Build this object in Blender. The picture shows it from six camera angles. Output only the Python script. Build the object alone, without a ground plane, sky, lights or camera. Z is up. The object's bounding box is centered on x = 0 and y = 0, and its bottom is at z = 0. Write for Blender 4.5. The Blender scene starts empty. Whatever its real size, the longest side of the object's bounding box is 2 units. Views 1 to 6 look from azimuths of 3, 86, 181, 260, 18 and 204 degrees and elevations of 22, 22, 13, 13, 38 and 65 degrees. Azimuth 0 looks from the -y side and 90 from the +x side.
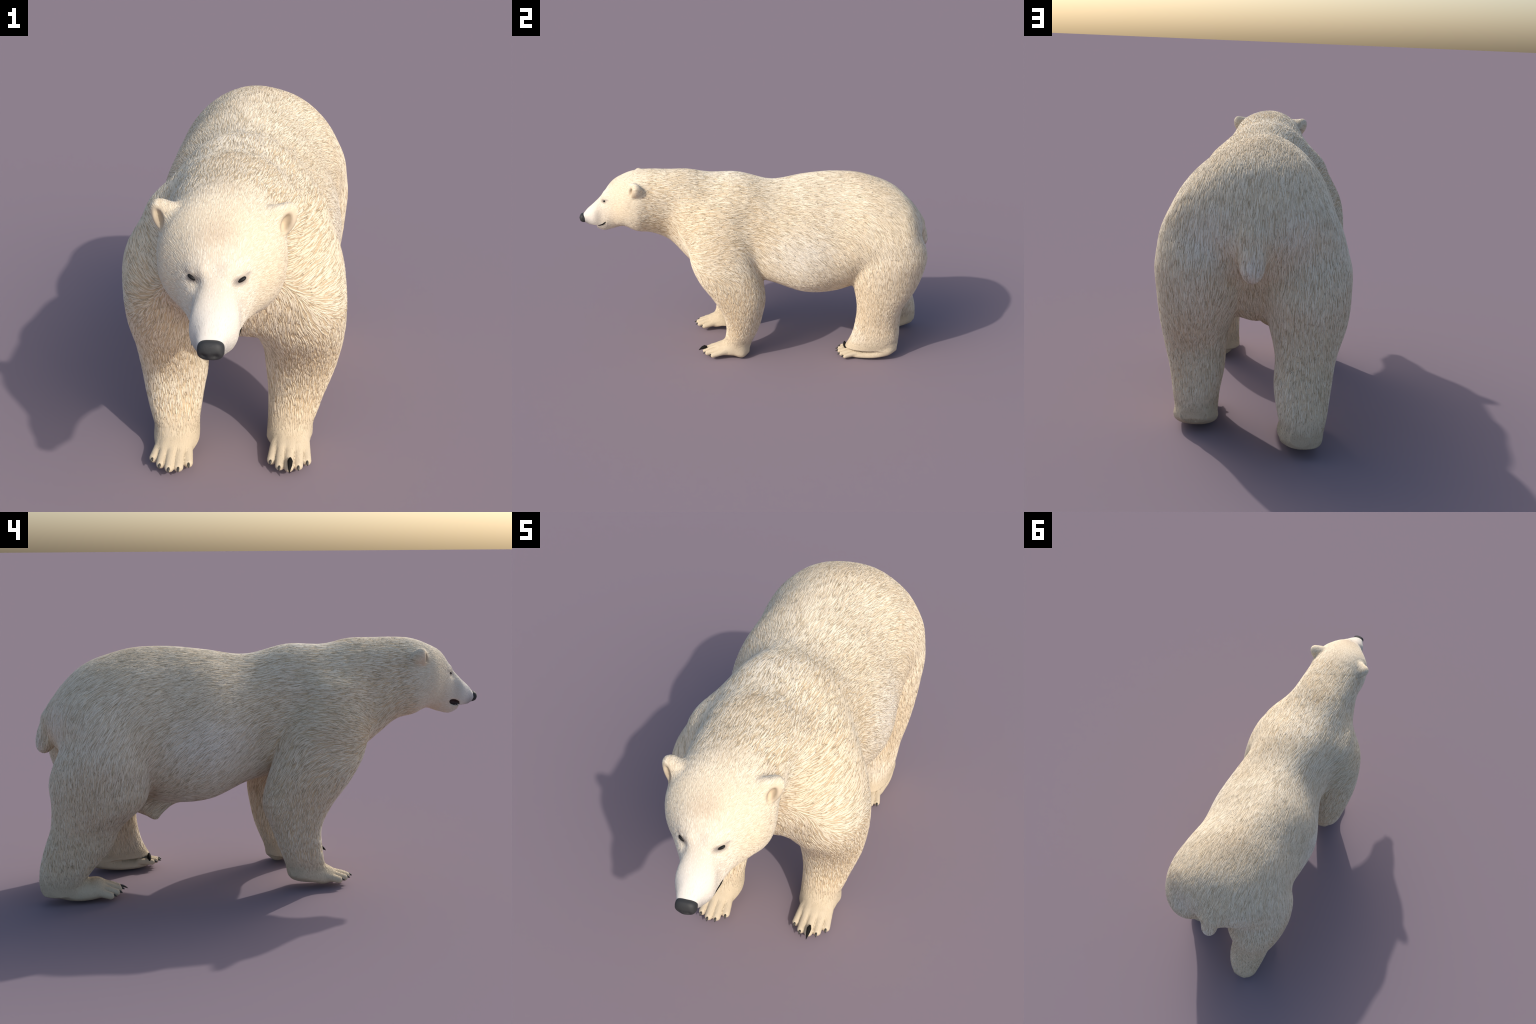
"""A walking white bear, built from anatomical cross-sections.

The body is one smooth skin: elliptical sections along the spine (trunk, neck
and head), horizontal sections for the limbs and lengthwise sections for the
paws are blended into one distance field, polygonised on a regular lattice and
then separated into head, neck, torso, limbs, paws, ears and tail.  Locks of
fur, which follow the lie of the coat, are laid over the skin.
"""
import bpy
import math
import numpy as np
from mathutils import Vector

RNG = np.random.default_rng(7)

# ------------------------------------------------------------------ sections
# trunk, stations along y:
#   y, centre x, top z, bottom z, half width, height of widest line (0..1),
#   roundness of the upper half, roundness of the lower half, sideways lean
# limbs, stations along z:
#   z, centre x, centre y, half width, reach forward, reach backward, roundness
# paws, stations along y:
#   y, centre x, top z, bottom z, half width, height of widest line, roundness
# _P is the bear's left side (+x), _N its right side (-x)
TRUNK = [
    (-0.985, 0.003, 0.804, 0.774, 0.026, 0.478, 2.101, 2.35, 0.009),
    (-0.96, 0.004, 0.837, 0.758, 0.035, 0.481, 2.2, 2.325, 0.021),
    (-0.92, 0.006, 0.874, 0.742, 0.056, 0.495, 2.3, 2.224, 0.04),
    (-0.87, 0.007, 0.927, 0.717, 0.059, 0.537, 2.3, 2.004, 0.029),
    (-0.82, 0.004, 0.995, 0.726, 0.092, 0.522, 2.3, 1.616, 0.008),
    (-0.75, 0.002, 1.037, 0.746, 0.144, 0.478, 2.302, 1.969, -0.013),
    (-0.68, 0.002, 1.062, 0.723, 0.16, 0.504, 2.049, 2.36, 0.005),
    (-0.6, -0.001, 1.069, 0.706, 0.152, 0.593, 2.057, 2.381, 0.062),
    (-0.5, -0.005, 1.068, 0.645, 0.156, 0.674, 2.174, 2.338, 0.172),
    (-0.4, 0.002, 1.069, 0.555, 0.168, 0.631, 2.296, 2.466, 0.057),
    (-0.28, 0.01, 1.047, 0.471, 0.181, 0.573, 2.37, 2.775, -0.06),
    (-0.12, 0.015, 1.051, 0.469, 0.212, 0.542, 2.19, 2, -0.04),
    (0.08, 0.025, 1.013, 0.446, 0.261, 0.474, 1.651, 2.694, -0.088),
    (0.26, 0.009, 1.039, 0.382, 0.313, 0.398, 1.701, 2.461, -0.064),
    (0.44, 0.009, 1.057, 0.372, 0.307, 0.401, 1.686, 2.086, -0.047),
    (0.6, 0.019, 1.043, 0.407, 0.304, 0.487, 1.88, 1.731, -0.021),
    (0.74, 0.013, 0.987, 0.419, 0.299, 0.571, 1.88, 1.68, 0.076),
    (0.84, 0.019, 0.916, 0.525, 0.256, 0.546, 2.22, 1.835, 0.052),
    (0.9, 0.01, 0.857, 0.622, 0.159, 0.566, 2.215, 1.736, 0.022),
    (0.932, 0.006, 0.801, 0.675, 0.088, 0.503, 2.203, 1.961, -0.002),
    (0.95, 0.004, 0.775, 0.7, 0.045, 0.498, 2.199, 2.006, 0),
]
FORELIMB_P = [
    (0.04, 0.156, -0.135, 0.063, 0.066, 0.083, 2.121),
    (0.1, 0.172, -0.115, 0.076, 0.072, 0.087, 2.062),
    (0.18, 0.185, -0.097, 0.09, 0.082, 0.101, 2.049),
    (0.28, 0.197, -0.103, 0.11, 0.1, 0.13, 2.126),
    (0.38, 0.201, -0.123, 0.125, 0.136, 0.162, 2.281),
    (0.48, 0.189, -0.154, 0.145, 0.18, 0.177, 2.388),
    (0.6, 0.197, -0.183, 0.133, 0.199, 0.162, 2.427),
    (0.72, 0.184, -0.201, 0.127, 0.183, 0.149, 2.318),
    (0.84, 0.156, -0.217, 0.11, 0.129, 0.115, 2.2),
]
FORELIMB_N = [
    (0.04, -0.186, -0.169, 0.061, 0.07, 0.083, 2.222),
    (0.1, -0.199, -0.153, 0.074, 0.082, 0.089, 2.201),
    (0.18, -0.207, -0.12, 0.092, 0.102, 0.087, 2.178),
    (0.28, -0.209, -0.103, 0.109, 0.115, 0.108, 2.142),
    (0.38, -0.22, -0.105, 0.111, 0.157, 0.147, 2.188),
    (0.48, -0.224, -0.13, 0.121, 0.208, 0.157, 2.099),
    (0.6, -0.217, -0.158, 0.134, 0.248, 0.144, 1.835),
    (0.72, -0.185, -0.191, 0.149, 0.235, 0.136, 1.955),
    (0.84, -0.115, -0.232, 0.153, 0.155, 0.107, 2.198),
]
HINDLIMB_P = [
    (0.062, 0.202, 0.676, 0.078, 0.168, 0.13, 2.25),
    (0.12, 0.203, 0.697, 0.084, 0.159, 0.12, 2.19),
    (0.22, 0.201, 0.703, 0.099, 0.141, 0.114, 2.165),
    (0.32, 0.209, 0.696, 0.114, 0.132, 0.131, 2.122),
    (0.42, 0.206, 0.702, 0.134, 0.158, 0.185, 2.078),
    (0.52, 0.189, 0.713, 0.162, 0.193, 0.218, 1.989),
    (0.64, 0.178, 0.732, 0.177, 0.194, 0.216, 1.996),
    (0.76, 0.158, 0.733, 0.153, 0.156, 0.158, 2.221),
    (0.86, 0.071, 0.713, 0.094, 0.089, 0.091, 2.309),
]
HINDLIMB_N = [
    (0.04, -0.193, 0.905, 0.065, 0.069, 0.081, 2.476),
    (0.12, -0.188, 0.89, 0.084, 0.105, 0.106, 2.476),
    (0.22, -0.184, 0.85, 0.101, 0.155, 0.124, 2.428),
    (0.32, -0.191, 0.808, 0.109, 0.165, 0.132, 2.297),
    (0.42, -0.194, 0.711, 0.144, 0.168, 0.22, 2.229),
    (0.52, -0.184, 0.705, 0.163, 0.19, 0.231, 2.226),
    (0.64, -0.173, 0.692, 0.167, 0.185, 0.2, 2.179),
    (0.76, -0.135, 0.684, 0.139, 0.149, 0.139, 2.17),
    (0.86, -0.048, 0.683, 0.082, 0.088, 0.091, 2.179),
]
FOREPAW_P = [
    (-0.255, 0.172, 0.052, 0.018, 0.026, 0.4, 2.2),
    (-0.236, 0.172, 0.07, 0.015, 0.046, 0.4, 2.2),
    (-0.205, 0.173, 0.083, 0.012, 0.055, 0.4, 2.2),
    (-0.146, 0.183, 0.096, 0.012, 0.055, 0.4, 2.2),
    (-0.077, 0.187, 0.102, 0.004, 0.052, 0.368, 2.314),
    (-0.05, 0.19, 0.076, 0.029, 0.027, 0.368, 2.292),
]
FOREPAW_N = [
    (-0.292, -0.2, 0.055, 0.03, 0.026, 0.4, 2.2),
    (-0.272, -0.2, 0.076, 0.024, 0.046, 0.39, 2.2),
    (-0.24, -0.2, 0.09, 0.01, 0.058, 0.39, 2.2),
    (-0.176, -0.207, 0.099, 0.026, 0.065, 0.366, 2.208),
    (-0.108, -0.21, 0.113, 0.042, 0.053, 0.386, 2.198),
    (-0.08, -0.21, 0.088, 0.054, 0.03, 0.395, 2.195),
]
HINDPAW_P = [
    (0.525, 0.2, 0.042, 0.006, 0.03, 0.4, 2.2),
    (0.55, 0.2, 0.052, 0.003, 0.05, 0.4, 2.2),
    (0.612, 0.2, 0.056, 0, 0.068, 0.4, 2.2),
    (0.708, 0.2, 0.075, 0.008, 0.08, 0.4, 2.2),
    (0.765, 0.2, 0.1, 0.02, 0.074, 0.4, 2.2),
    (0.8, 0.2, 0.1, 0.04, 0.05, 0.4, 2.2),
]
HINDPAW_N = [
    (0.705, -0.18, 0.05, 0.016, 0.03, 0.4, 2.2),
    (0.735, -0.18, 0.082, 0.01, 0.06, 0.4, 2.2),
    (0.792, -0.18, 0.09, 0.003, 0.079, 0.393, 2.196),
    (0.888, -0.18, 0.079, 0.01, 0.066, 0.395, 2.191),
    (0.962, -0.181, 0.105, 0.045, 0.055, 0.41, 2.2),
    (0.985, -0.182, 0.095, 0.055, 0.03, 0.41, 2.2),
]

# ------------------------------------------------------------- field helpers


def spline(t, knots, values):
    """Smooth interpolation of section parameters between the stations."""
    t = np.clip(t, knots[0], knots[-1])
    h = np.diff(knots)[:, None]
    d = np.diff(values, axis=0) / h
    m = np.empty_like(values)
    m[1:-1] = (d[:-1] * h[1:] + d[1:] * h[:-1]) / (h[:-1] + h[1:])
    m[0], m[-1] = d[0], d[-1]
    i = np.clip(np.searchsorted(knots, t, side="right") - 1, 0, len(knots) - 2)
    hh = h[i, 0]
    s = (t - knots[i]) / hh
    s2, s3 = s * s, s * s * s
    return ((2 * s3 - 3 * s2 + 1)[:, None] * values[i] + ((s3 - 2 * s2 + s) * hh)[:, None] * m[i]
            + (-2 * s3 + 3 * s2)[:, None] * values[i + 1] + ((s3 - s2) * hh)[:, None] * m[i + 1])


def smin(a, b, k):
    h = np.clip(0.5 + 0.5 * (b - a) / k, 0, 1)
    return b + (a - b) * h - k * h * (1 - h)


def smax(a, b, k):
    return -smin(-a, -b, k)


def radial(u, v, e):
    return (np.abs(u) ** e + np.abs(v) ** e) ** (1 / e) + 1e-6


def table(rows):
    a = np.array(rows, float)
    return a[:, 0].copy(), a[:, 1:].copy()


def spine_tube(p, section):
    knots, values = section
    x, y, z = p.T
    q = spline(y, knots, values).T
    cx, top, bottom, w, mid, e_up = q[:6]
    e_low, lean = (q[6], q[7]) if len(q) == 8 else (e_up, 0)
    zm = bottom + (top - bottom) * mid
    oz = z - zm
    hz = np.maximum(np.where(oz > 0, top - zm, zm - bottom), 0.004)
    w = np.maximum(w, 0.004)
    ox = x - cx - lean * oz
    r = radial(ox / w, oz / hz, np.clip(np.where(oz > 0, e_up, e_low), 1.65, 4))
    d = (np.sqrt(ox * ox + oz * oz) + 1e-9) * (1 - 1 / r)
    over = np.maximum(np.maximum(knots[0] - y, y - knots[-1]), 0)
    return np.where(over > 0, np.sqrt(np.maximum(d, 0) ** 2 + over * over), d)


def limb_tube(p, section):
    knots, values = section
    x, y, z = p.T
    cx, cy, rx, front, back, e = spline(z, knots, values).T
    oy = y - cy
    ox = x - cx
    ry = np.maximum(np.where(oy < 0, front, back), 0.004)
    up = np.maximum(z - knots[-1], 0)            # domed upper end, inside the trunk
    r = np.sqrt(radial(ox / np.maximum(rx, 0.004), oy / ry, np.clip(e, 1.6, 4)) ** 2 + (up / 0.09) ** 2)
    d = (np.sqrt(ox * ox + oy * oy + up * up) + 1e-9) * (1 - 1 / r)
    over = np.maximum(knots[0] - z, 0)
    return np.where(over > 0, np.sqrt(np.maximum(d, 0) ** 2 + over * over), d)


def capsule(p, a, b, ra, rb):
    a, b = np.array(a, float), np.array(b, float)
    ab = b - a
    t = np.clip((p - a) @ ab / (ab @ ab), 0, 1)
    return np.linalg.norm(p - a - t[:, None] * ab, axis=1) - (ra + (rb - ra) * t)


def ellipsoid(p, c, r, axes=None):
    q = p - np.array(c, float)
    if axes is not None:
        q = q @ np.array(axes, float).T
    r = np.array(r, float)
    k0 = np.linalg.norm(q / r, axis=1) + 1e-9
    k1 = np.linalg.norm(q / (r * r), axis=1) + 1e-9
    return k0 * (k0 - 1) / k1


def unit(v):
    v = np.array(v, float)
    return v / np.linalg.norm(v)


TR = table(TRUNK)
LIMBS = {
    "forelimb_p": (table(FORELIMB_P), table(FOREPAW_P)),
    "forelimb_n": (table(FORELIMB_N), table(FOREPAW_N)),
    "hindlimb_p": (table(HINDLIMB_P), table(HINDPAW_P)),
    "hindlimb_n": (table(HINDLIMB_N), table(HINDPAW_N)),
}
BLEND_PAW = 0.03

# toes: base and tip of each, with the radius
TOES = {
    "forelimb_p": [((0.129, -0.2, 0.048), (0.116, -0.262, 0.028)), ((0.15, -0.205, 0.058), (0.143, -0.293, 0.029)),
                   ((0.173, -0.205, 0.06), (0.172, -0.301, 0.03)), ((0.196, -0.2, 0.056), (0.201, -0.288, 0.029)),
                   ((0.216, -0.19, 0.046), (0.227, -0.257, 0.027))],
    "forelimb_n": [((-0.238, -0.23, 0.052), (-0.255, -0.291, 0.036)), ((-0.219, -0.235, 0.062), (-0.229, -0.321, 0.036)),
                   ((-0.199, -0.24, 0.064), (-0.2, -0.338, 0.035)), ((-0.179, -0.235, 0.06), (-0.172, -0.331, 0.033)),
                   ((-0.16, -0.23, 0.05), (-0.145, -0.303, 0.031))],
    "hindlimb_p": [((0.155, 0.56, 0.042), (0.150, 0.5, 0.036)), ((0.18, 0.55, 0.042), (0.177, 0.482, 0.034)),
                   ((0.2, 0.55, 0.04), (0.203, 0.478, 0.032)), ((0.22, 0.55, 0.038), (0.229, 0.485, 0.026)),
                   ((0.238, 0.56, 0.032), (0.252, 0.503, 0.022))],
    "hindlimb_n": [((-0.134, 0.755, 0.052), (-0.120, 0.689, 0.032)), ((-0.159, 0.75, 0.062), (-0.151, 0.672, 0.035)),
                   ((-0.183, 0.75, 0.064), (-0.182, 0.668, 0.035)), ((-0.207, 0.755, 0.058), (-0.212, 0.678, 0.031)),
                   ((-0.228, 0.765, 0.048), (-0.238, 0.703, 0.026))],
}
TOE_RADIUS = {"forelimb_p": 0.0185, "forelimb_n": 0.0185, "hindlimb_p": 0.0155, "hindlimb_n": 0.019}

TAIL_SPINE = [((0.003, 0.892, 0.785), 0.042), ((0.003, 0.915, 0.742), 0.042), ((0.003, 0.938, 0.69), 0.045), ((0.002, 0.950, 0.655), 0.041), ((0.001, 0.956, 0.638), 0.033)]
EYES = {1: (0.0575, -0.8535, 0.903), -1: (-0.0475, -0.8555, 0.904)}


def ear(p, side):
    """A cupped ear: a thick rounded shell, open to the front and the side."""
    q = (p - np.array([0.006, 0, 0])) * np.array([side, 1, 1.0])
    up, out, fro = unit((0.6, -0.08, 0.79)), unit((0.79, 0.1, -0.6)), unit((0.03, -0.99, -0.12))
    shell = ellipsoid(q, (0.139, -0.677, 0.986), (0.053, 0.033, 0.041), [up, out, fro])
    shell = smin(shell, ellipsoid(q, (0.118, -0.688, 0.992), (0.035, 0.03, 0.034)), 0.02)
    facing = unit((0.5, -0.85, 0.15))
    shell = smax(shell, (q - np.array([0.156, -0.704, 1.0])) @ facing, 0.022)
    slot = unit((0.5, -0.05, 0.86))
    across = unit(np.cross(slot, facing))
    hollow = ellipsoid(q, (0.154, -0.707, 0.987), (0.026, 0.0112, 0.023), [slot, across, np.cross(slot, across)])
    return smax(shell, -hollow, 0.01)


def mouth_cavity(p):
    along, rise = unit((0, -0.956, -0.29)), unit((0, -0.29, 0.956))
    open_side = ellipsoid(p, (-0.061, -0.8795, 0.7705), (0.034, 0.0295, 0.0158), [(1, 0, 0), along, rise])
    return smax(open_side, 0.7585 - p[:, 2], 0.003)                        # flat lower lip


def chin_step(p):
    """The upper lip overhangs the chin: what is cut away in front of and below it."""
    return np.maximum(p[:, 1] + 0.9035, p[:, 2] - 0.7565)


PARTS = ["trunk", "forelimb_p", "forelimb_n", "hindlimb_p", "hindlimb_n", "tail", "ear_p", "ear_n", "mouth"]


def boxed(p, lo, hi, fn, far=0.3):
    """Evaluate a part only where it can matter."""
    m = ((p >= lo) & (p <= hi)).all(1)
    out = np.full(len(p), far)
    if m.any():
        out[m] = fn(p[m])
    return out


def body(p, label=False):
    """Distance field of the skin; with label, also the part each point is nearest to."""
    trunk = spine_tube(p, TR)
    # fur-covered sheath under the belly
    sheath = boxed(p, (-0.15, 0.3, 0.2), (0.15, 0.75, 0.6), lambda q: smin(
        smin(capsule(q, (-0.05, 0.5, 0.42), (-0.083, 0.5, 0.332), 0.06, 0.018), capsule(q, (-0.06, 0.62, 0.42), (-0.086, 0.492, 0.321), 0.055, 0.013), 0.02), capsule(q, (-0.086, 0.492, 0.322), (-0.05, 0.41, 0.41), 0.012, 0.03), 0.015))
    trunk = smin(trunk, sheath, 0.025)

    # brow ridges and the hollows in front of the eyes
    def face(q):
        g = np.zeros(len(q))
        for s, c in EYES.items():
            for off, amount, size in (((-0.16 * c[0], -0.01, -0.006), 0.009, 0.018), ((-0.36 * c[0], -0.012, 0.030), -0.0105, 0.020),
                                      ((0.1 * c[0], 0.01, 0.022), -0.006, 0.018), ((0.35 * c[0], 0.0, -0.03), -0.003, 0.03)):
                d2 = ((q - np.array(c) - np.array(off)) ** 2).sum(1)
                g += amount * np.exp(-d2 / size ** 2)
        return g
    trunk = trunk + boxed(p, (-0.2, -1.0, 0.75), (0.2, -0.7, 1.05), face, 0.0)

    parts = [trunk]
    f = trunk
    for name, (limb, paw) in LIMBS.items():
        s = 1 if name.endswith("p") else -1
        fore = name.startswith("fore")
        lo = (-0.22 if s > 0 else -0.6, -0.65 if fore else 0.25, -0.2)
        hi = (0.6 if s > 0 else 0.22, 0.3 if fore else 1.2, 1.15)

        def one(q, limb=limb, paw=paw, name=name):
            g = smin(limb_tube(q, limb), spine_tube(q, paw), np.clip(0.007 + (q[:, 1] - 0.53) * 0.6, 0.007, BLEND_PAW) if name == "hindlimb_p" else BLEND_PAW)
            low = q[:, 2] < 0.16
            if low.any():
                toes = np.full(low.sum(), 0.3)
                r = TOE_RADIUS[name]
                for a, b in TOES[name]:
                    toes = smin(toes, capsule(q[low], a, b, r * 1.12, r * 0.86), 0.003)
                g[low] = smin(g[low], toes, 0.008)
            return g
        g = boxed(p, lo, hi, one)
        parts.append(g)
        f = smin(f, g, np.clip(0.02 + (p[:, 2] - 0.55) * 0.3, 0.02, 0.10)       # crisp armpits, soft shoulders and chest
                 + 0.06 * np.clip((-0.25 - p[:, 1]) / 0.13, 0, 1) * np.clip((p[:, 2] - 0.4) / 0.1, 0, 1))

    def tail(q):
        d = np.full(len(q), 0.3)
        for (a, ra), (b, rb) in zip(TAIL_SPINE, TAIL_SPINE[1:]):
            d = smin(d, capsule(q, a, b, ra, rb), 0.01)
        return d
    # hollows beside and below the tail
    def cleft(q):
        g = np.zeros(len(q))
        for c, r, amount in (((0.082, 0.93, 0.665), (0.035, 0.06, 0.07), 0.014), ((-0.078, 0.93, 0.665), (0.035, 0.06, 0.07), 0.014), ((0.002, 0.9, 0.56), (0.035, 0.08, 0.08), 0.02)):
            g += amount * np.exp(-(((q - np.array(c)) / np.array(r)) ** 2).sum(1))
        return g
    f = f + boxed(p, (-0.25, 0.7, 0.3), (0.25, 1.1, 0.95), cleft, 0.0)
    t = boxed(p, (-0.2, 0.75, 0.45), (0.2, 1.1, 0.9), tail)
    parts.append(t)
    f = smin(f, t, np.clip(0.012 + (p[:, 2] - 0.66) * 0.35, 0.012, 0.045))      # free tip, root grown into the rump
    for s in (1, -1):
        lo, hi = ((0.05, -0.8, 0.85), (0.25, -0.55, 1.1)) if s > 0 else ((-0.25, -0.8, 0.85), (-0.05, -0.55, 1.1))
        e = boxed(p, lo, hi, lambda q, s=s: ear(q, s))
        parts.append(e)
        f = smin(f, e, 0.014)
    m = boxed(p, (-0.15, -1.0, 0.7), (0.15, -0.78, 0.85), mouth_cavity)
    f = smax(f, -boxed(p, (-0.12, -1.0, 0.65), (0.12, -0.86, 0.8), chin_step), 0.004)
    f2 = smax(f, -m, 0.004) + 0.001       # the locks of fur add about a millimetre
    if not label:
        return f2
    lab = np.argmin(np.stack(parts), 0)
    lab[m < 0.0012] = PARTS.index("mouth")
    return f2, lab


def gradient(p, h=1.5e-3):
    g = np.stack([body(p + h * e) - body(p - h * e) for e in np.eye(3)], -1)
    n = np.linalg.norm(g, axis=1, keepdims=True)
    return g / np.maximum(n, 1e-9), n[:, 0] / (2 * h)


# ---------------------------------------------------------------- polygonise
STEP = 0.005
LO = np.array([-0.42, -1.06, -0.03])
N_BLOCK = (42, 107, 57)      # coarse blocks of four cells
COARSE = 4


def sample(p):
    """Field value and unit gradient from the lattice (trilinear)."""
    q = (p - LO) / STEP
    i = np.clip(np.floor(q).astype(int), 1, np.array(GRID.shape) - 3)
    t = q - i

    def tri(off):
        j = i + off
        r = 0
        for a in (0, 1):
            wa = t[:, 0] if a else 1 - t[:, 0]
            for b in (0, 1):
                wb = t[:, 1] if b else 1 - t[:, 1]
                for c in (0, 1):
                    wc = t[:, 2] if c else 1 - t[:, 2]
                    r = r + wa * wb * wc * GRID[j[:, 0] + a, j[:, 1] + b, j[:, 2] + c]
        return r
    f = tri(np.zeros(3, int))
    g = np.stack([tri(e) - tri(-e) for e in np.eye(3, dtype=int)], -1)
    n = np.linalg.norm(g, axis=1, keepdims=True)
    slope = n[:, 0] / (2 * STEP)
    return f / np.maximum(slope, 0.3), g / np.maximum(n, 1e-9)


def softness(p):
    return (np.clip((p[:, 1] + 0.66) / 0.1, 0, 1) * np.clip((p[:, 2] - 0.1) / 0.1, 0, 1))[:, None]


def polygonise():
    n = tuple(b * COARSE + 1 for b in N_BLOCK)
    nb = tuple(b + 1 for b in N_BLOCK)
    cs = STEP * COARSE
    gx, gy, gz = np.meshgrid(*[np.arange(k) for k in nb], indexing="ij")
    cp = np.stack([gx, gy, gz], -1).reshape(-1, 3) * cs + LO
    coarse = body(cp).reshape(nb)
    near = np.abs(coarse) < cs * 2.2
    blk = np.zeros(N_BLOCK, bool)
    for dx in (0, 1):
        for dy in (0, 1):
            for dz in (0, 1):
                blk |= near[dx:dx + N_BLOCK[0], dy:dy + N_BLOCK[1], dz:dz + N_BLOCK[2]]
    f = np.repeat(np.repeat(np.repeat(coarse[:-1, :-1, :-1], COARSE, 0), COARSE, 1), COARSE, 2)
    f = np.pad(f, ((0, 1), (0, 1), (0, 1)), mode="edge").astype(np.float32)
    m = np.repeat(np.repeat(np.repeat(blk, COARSE, 0), COARSE, 1), COARSE, 2)
    m = np.pad(m, ((0, 1), (0, 1), (0, 1)), mode="edge")
    idx = np.argwhere(m)
    val = np.empty(len(idx), np.float32)
    for k in range(0, len(idx), 400000):
        val[k:k + 400000] = body(idx[k:k + 400000] * STEP + LO)
    f[m] = val
    # soften the creases of the torso and limbs; face and paws stay crisp
    ax = [np.arange(k) * STEP + l for k, l in zip(n, LO)]
    soft = (np.clip((ax[1] + 0.66) / 0.1, 0, 1)[None, :, None] * np.clip((ax[2] - 0.1) / 0.1, 0, 1)[None, None, :]).astype(np.float32)
    bulk = (np.clip((ax[1] + 0.5) / 0.15, 0, 1) * np.clip((0.92 - ax[1]) / 0.1, 0, 1))[None, :, None] * np.clip((ax[2] - 0.58) / 0.12, 0, 1)[None, None, :]
    for mask, steps in ((bulk.astype(np.float32), (1, 2, 3, 3)), (soft, (1, 2))):
        g = f.copy()
        for k in steps:
            for a in range(3):
                g = 0.5 * g + 0.25 * (np.roll(g, k, a) + np.roll(g, -k, a))
        f += mask * (g - f)
    global GRID
    GRID = f
    inside = f < 0
    # cells whose corners differ in sign each get one vertex (surface nets)
    c = np.zeros(tuple(k - 1 for k in n), np.int8)
    for dx in (0, 1):
        for dy in (0, 1):
            for dz in (0, 1):
                c += inside[dx:n[0] - 1 + dx, dy:n[1] - 1 + dy, dz:n[2] - 1 + dz]
    cells = np.argwhere((c > 0) & (c < 8))
    vid = np.full(c.shape, -1, np.int32)
    vid[tuple(cells.T)] = np.arange(len(cells))
    acc = np.zeros((len(cells), 3))
    cnt = np.zeros(len(cells))
    corners = [(a, b, d) for a in (0, 1) for b in (0, 1) for d in (0, 1)]
    for i, ca in enumerate(corners):
        for cb in corners[i + 1:]:
            if sum(abs(u - v) for u, v in zip(ca, cb)) != 1:
                continue
            fa = f[tuple((cells + ca).T)].astype(float)
            fb = f[tuple((cells + cb).T)].astype(float)
            hit = (fa < 0) != (fb < 0)
            t = np.where(hit, fa / np.where(hit, fa - fb, 1), 0)
            pos = np.array(ca) + t[:, None] * (np.array(cb) - np.array(ca))
            acc[hit] += pos[hit]
            cnt[hit] += 1
    verts = (cells + acc / cnt[:, None]) * STEP + LO
    quads = []
    for ax in range(3):
        b, d = (ax + 1) % 3, (ax + 2) % 3
        sl0, sl1 = [slice(None)] * 3, [slice(None)] * 3
        sl0[ax], sl1[ax] = slice(0, -1), slice(1, None)
        cross = np.argwhere(inside[tuple(sl0)] != inside[tuple(sl1)])
        cross = cross[(cross[:, b] > 0) & (cross[:, d] > 0) & (cross[:, b] < n[b] - 1) & (cross[:, d] < n[d] - 1)]
        out = inside[tuple(cross.T)]
        q = []
        for ob, od in ((1, 1), (0, 1), (0, 0), (1, 0)):
            k = cross.copy()
            k[:, b] -= ob
            k[:, d] -= od
            q.append(vid[tuple(k.T)])
        q = np.stack(q, -1)
        q[~out] = q[~out][:, ::-1]
        quads.append(q)
    quads = np.concatenate(quads)
    quads = quads[(quads >= 0).all(1)]
    # settle the vertices on the true surface
    for _ in range(2):
        k = softness(verts)
        d1, n1 = sample(verts)
        move = k * n1 * d1[:, None]
        crisp = np.nonzero(k[:, 0] < 1)[0]                # face and paws: from the exact field
        nrm, slope = gradient(verts[crisp])
        d2 = np.clip(body(verts[crisp]) / np.maximum(slope, 0.5), -0.004, 0.004)
        move[crisp] += (1 - k[crisp]) * nrm * d2[:, None]
        verts -= move
    k = softness(verts)
    nrm = sample(verts)[1]
    crisp = np.nonzero(k[:, 0] < 1)[0]
    nrm[crisp] = k[crisp] * nrm[crisp] + (1 - k[crisp]) * gradient(verts[crisp], 2.5e-3)[0]
    nrm /= np.linalg.norm(nrm, axis=1, keepdims=True)
    return f, verts, quads, nrm


def mesh_from(name, verts, faces, normals=None, smooth=True):
    """faces: (n, k) array of one polygon size."""
    me = bpy.data.meshes.new(name)
    k = faces.shape[1]
    me.vertices.add(len(verts))
    me.vertices.foreach_set("co", np.ascontiguousarray(verts, np.float32).ravel())
    me.loops.add(faces.size)
    me.loops.foreach_set("vertex_index", np.ascontiguousarray(faces, np.int32).ravel())
    me.polygons.add(len(faces))
    me.polygons.foreach_set("loop_start", np.arange(0, faces.size, k, dtype=np.int32))
    me.polygons.foreach_set("use_smooth", np.full(len(faces), smooth))
    me.update(calc_edges=True)
    me.validate()
    if normals is not None:
        me.normals_split_custom_set_from_vertices([tuple(v) for v in normals.tolist()])
    return me


def new_object(name, mesh, parent, material, kind=None):
    ob = bpy.data.objects.new(name, mesh)
    bpy.context.scene.collection.objects.link(ob)
    ob.parent = parent
    if material is not None:
        if not mesh.materials:
            mesh.materials.append(material)
    if kind:
        ob["kind"] = kind
    return ob

# ----------------------------------------------------------------- materials


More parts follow.
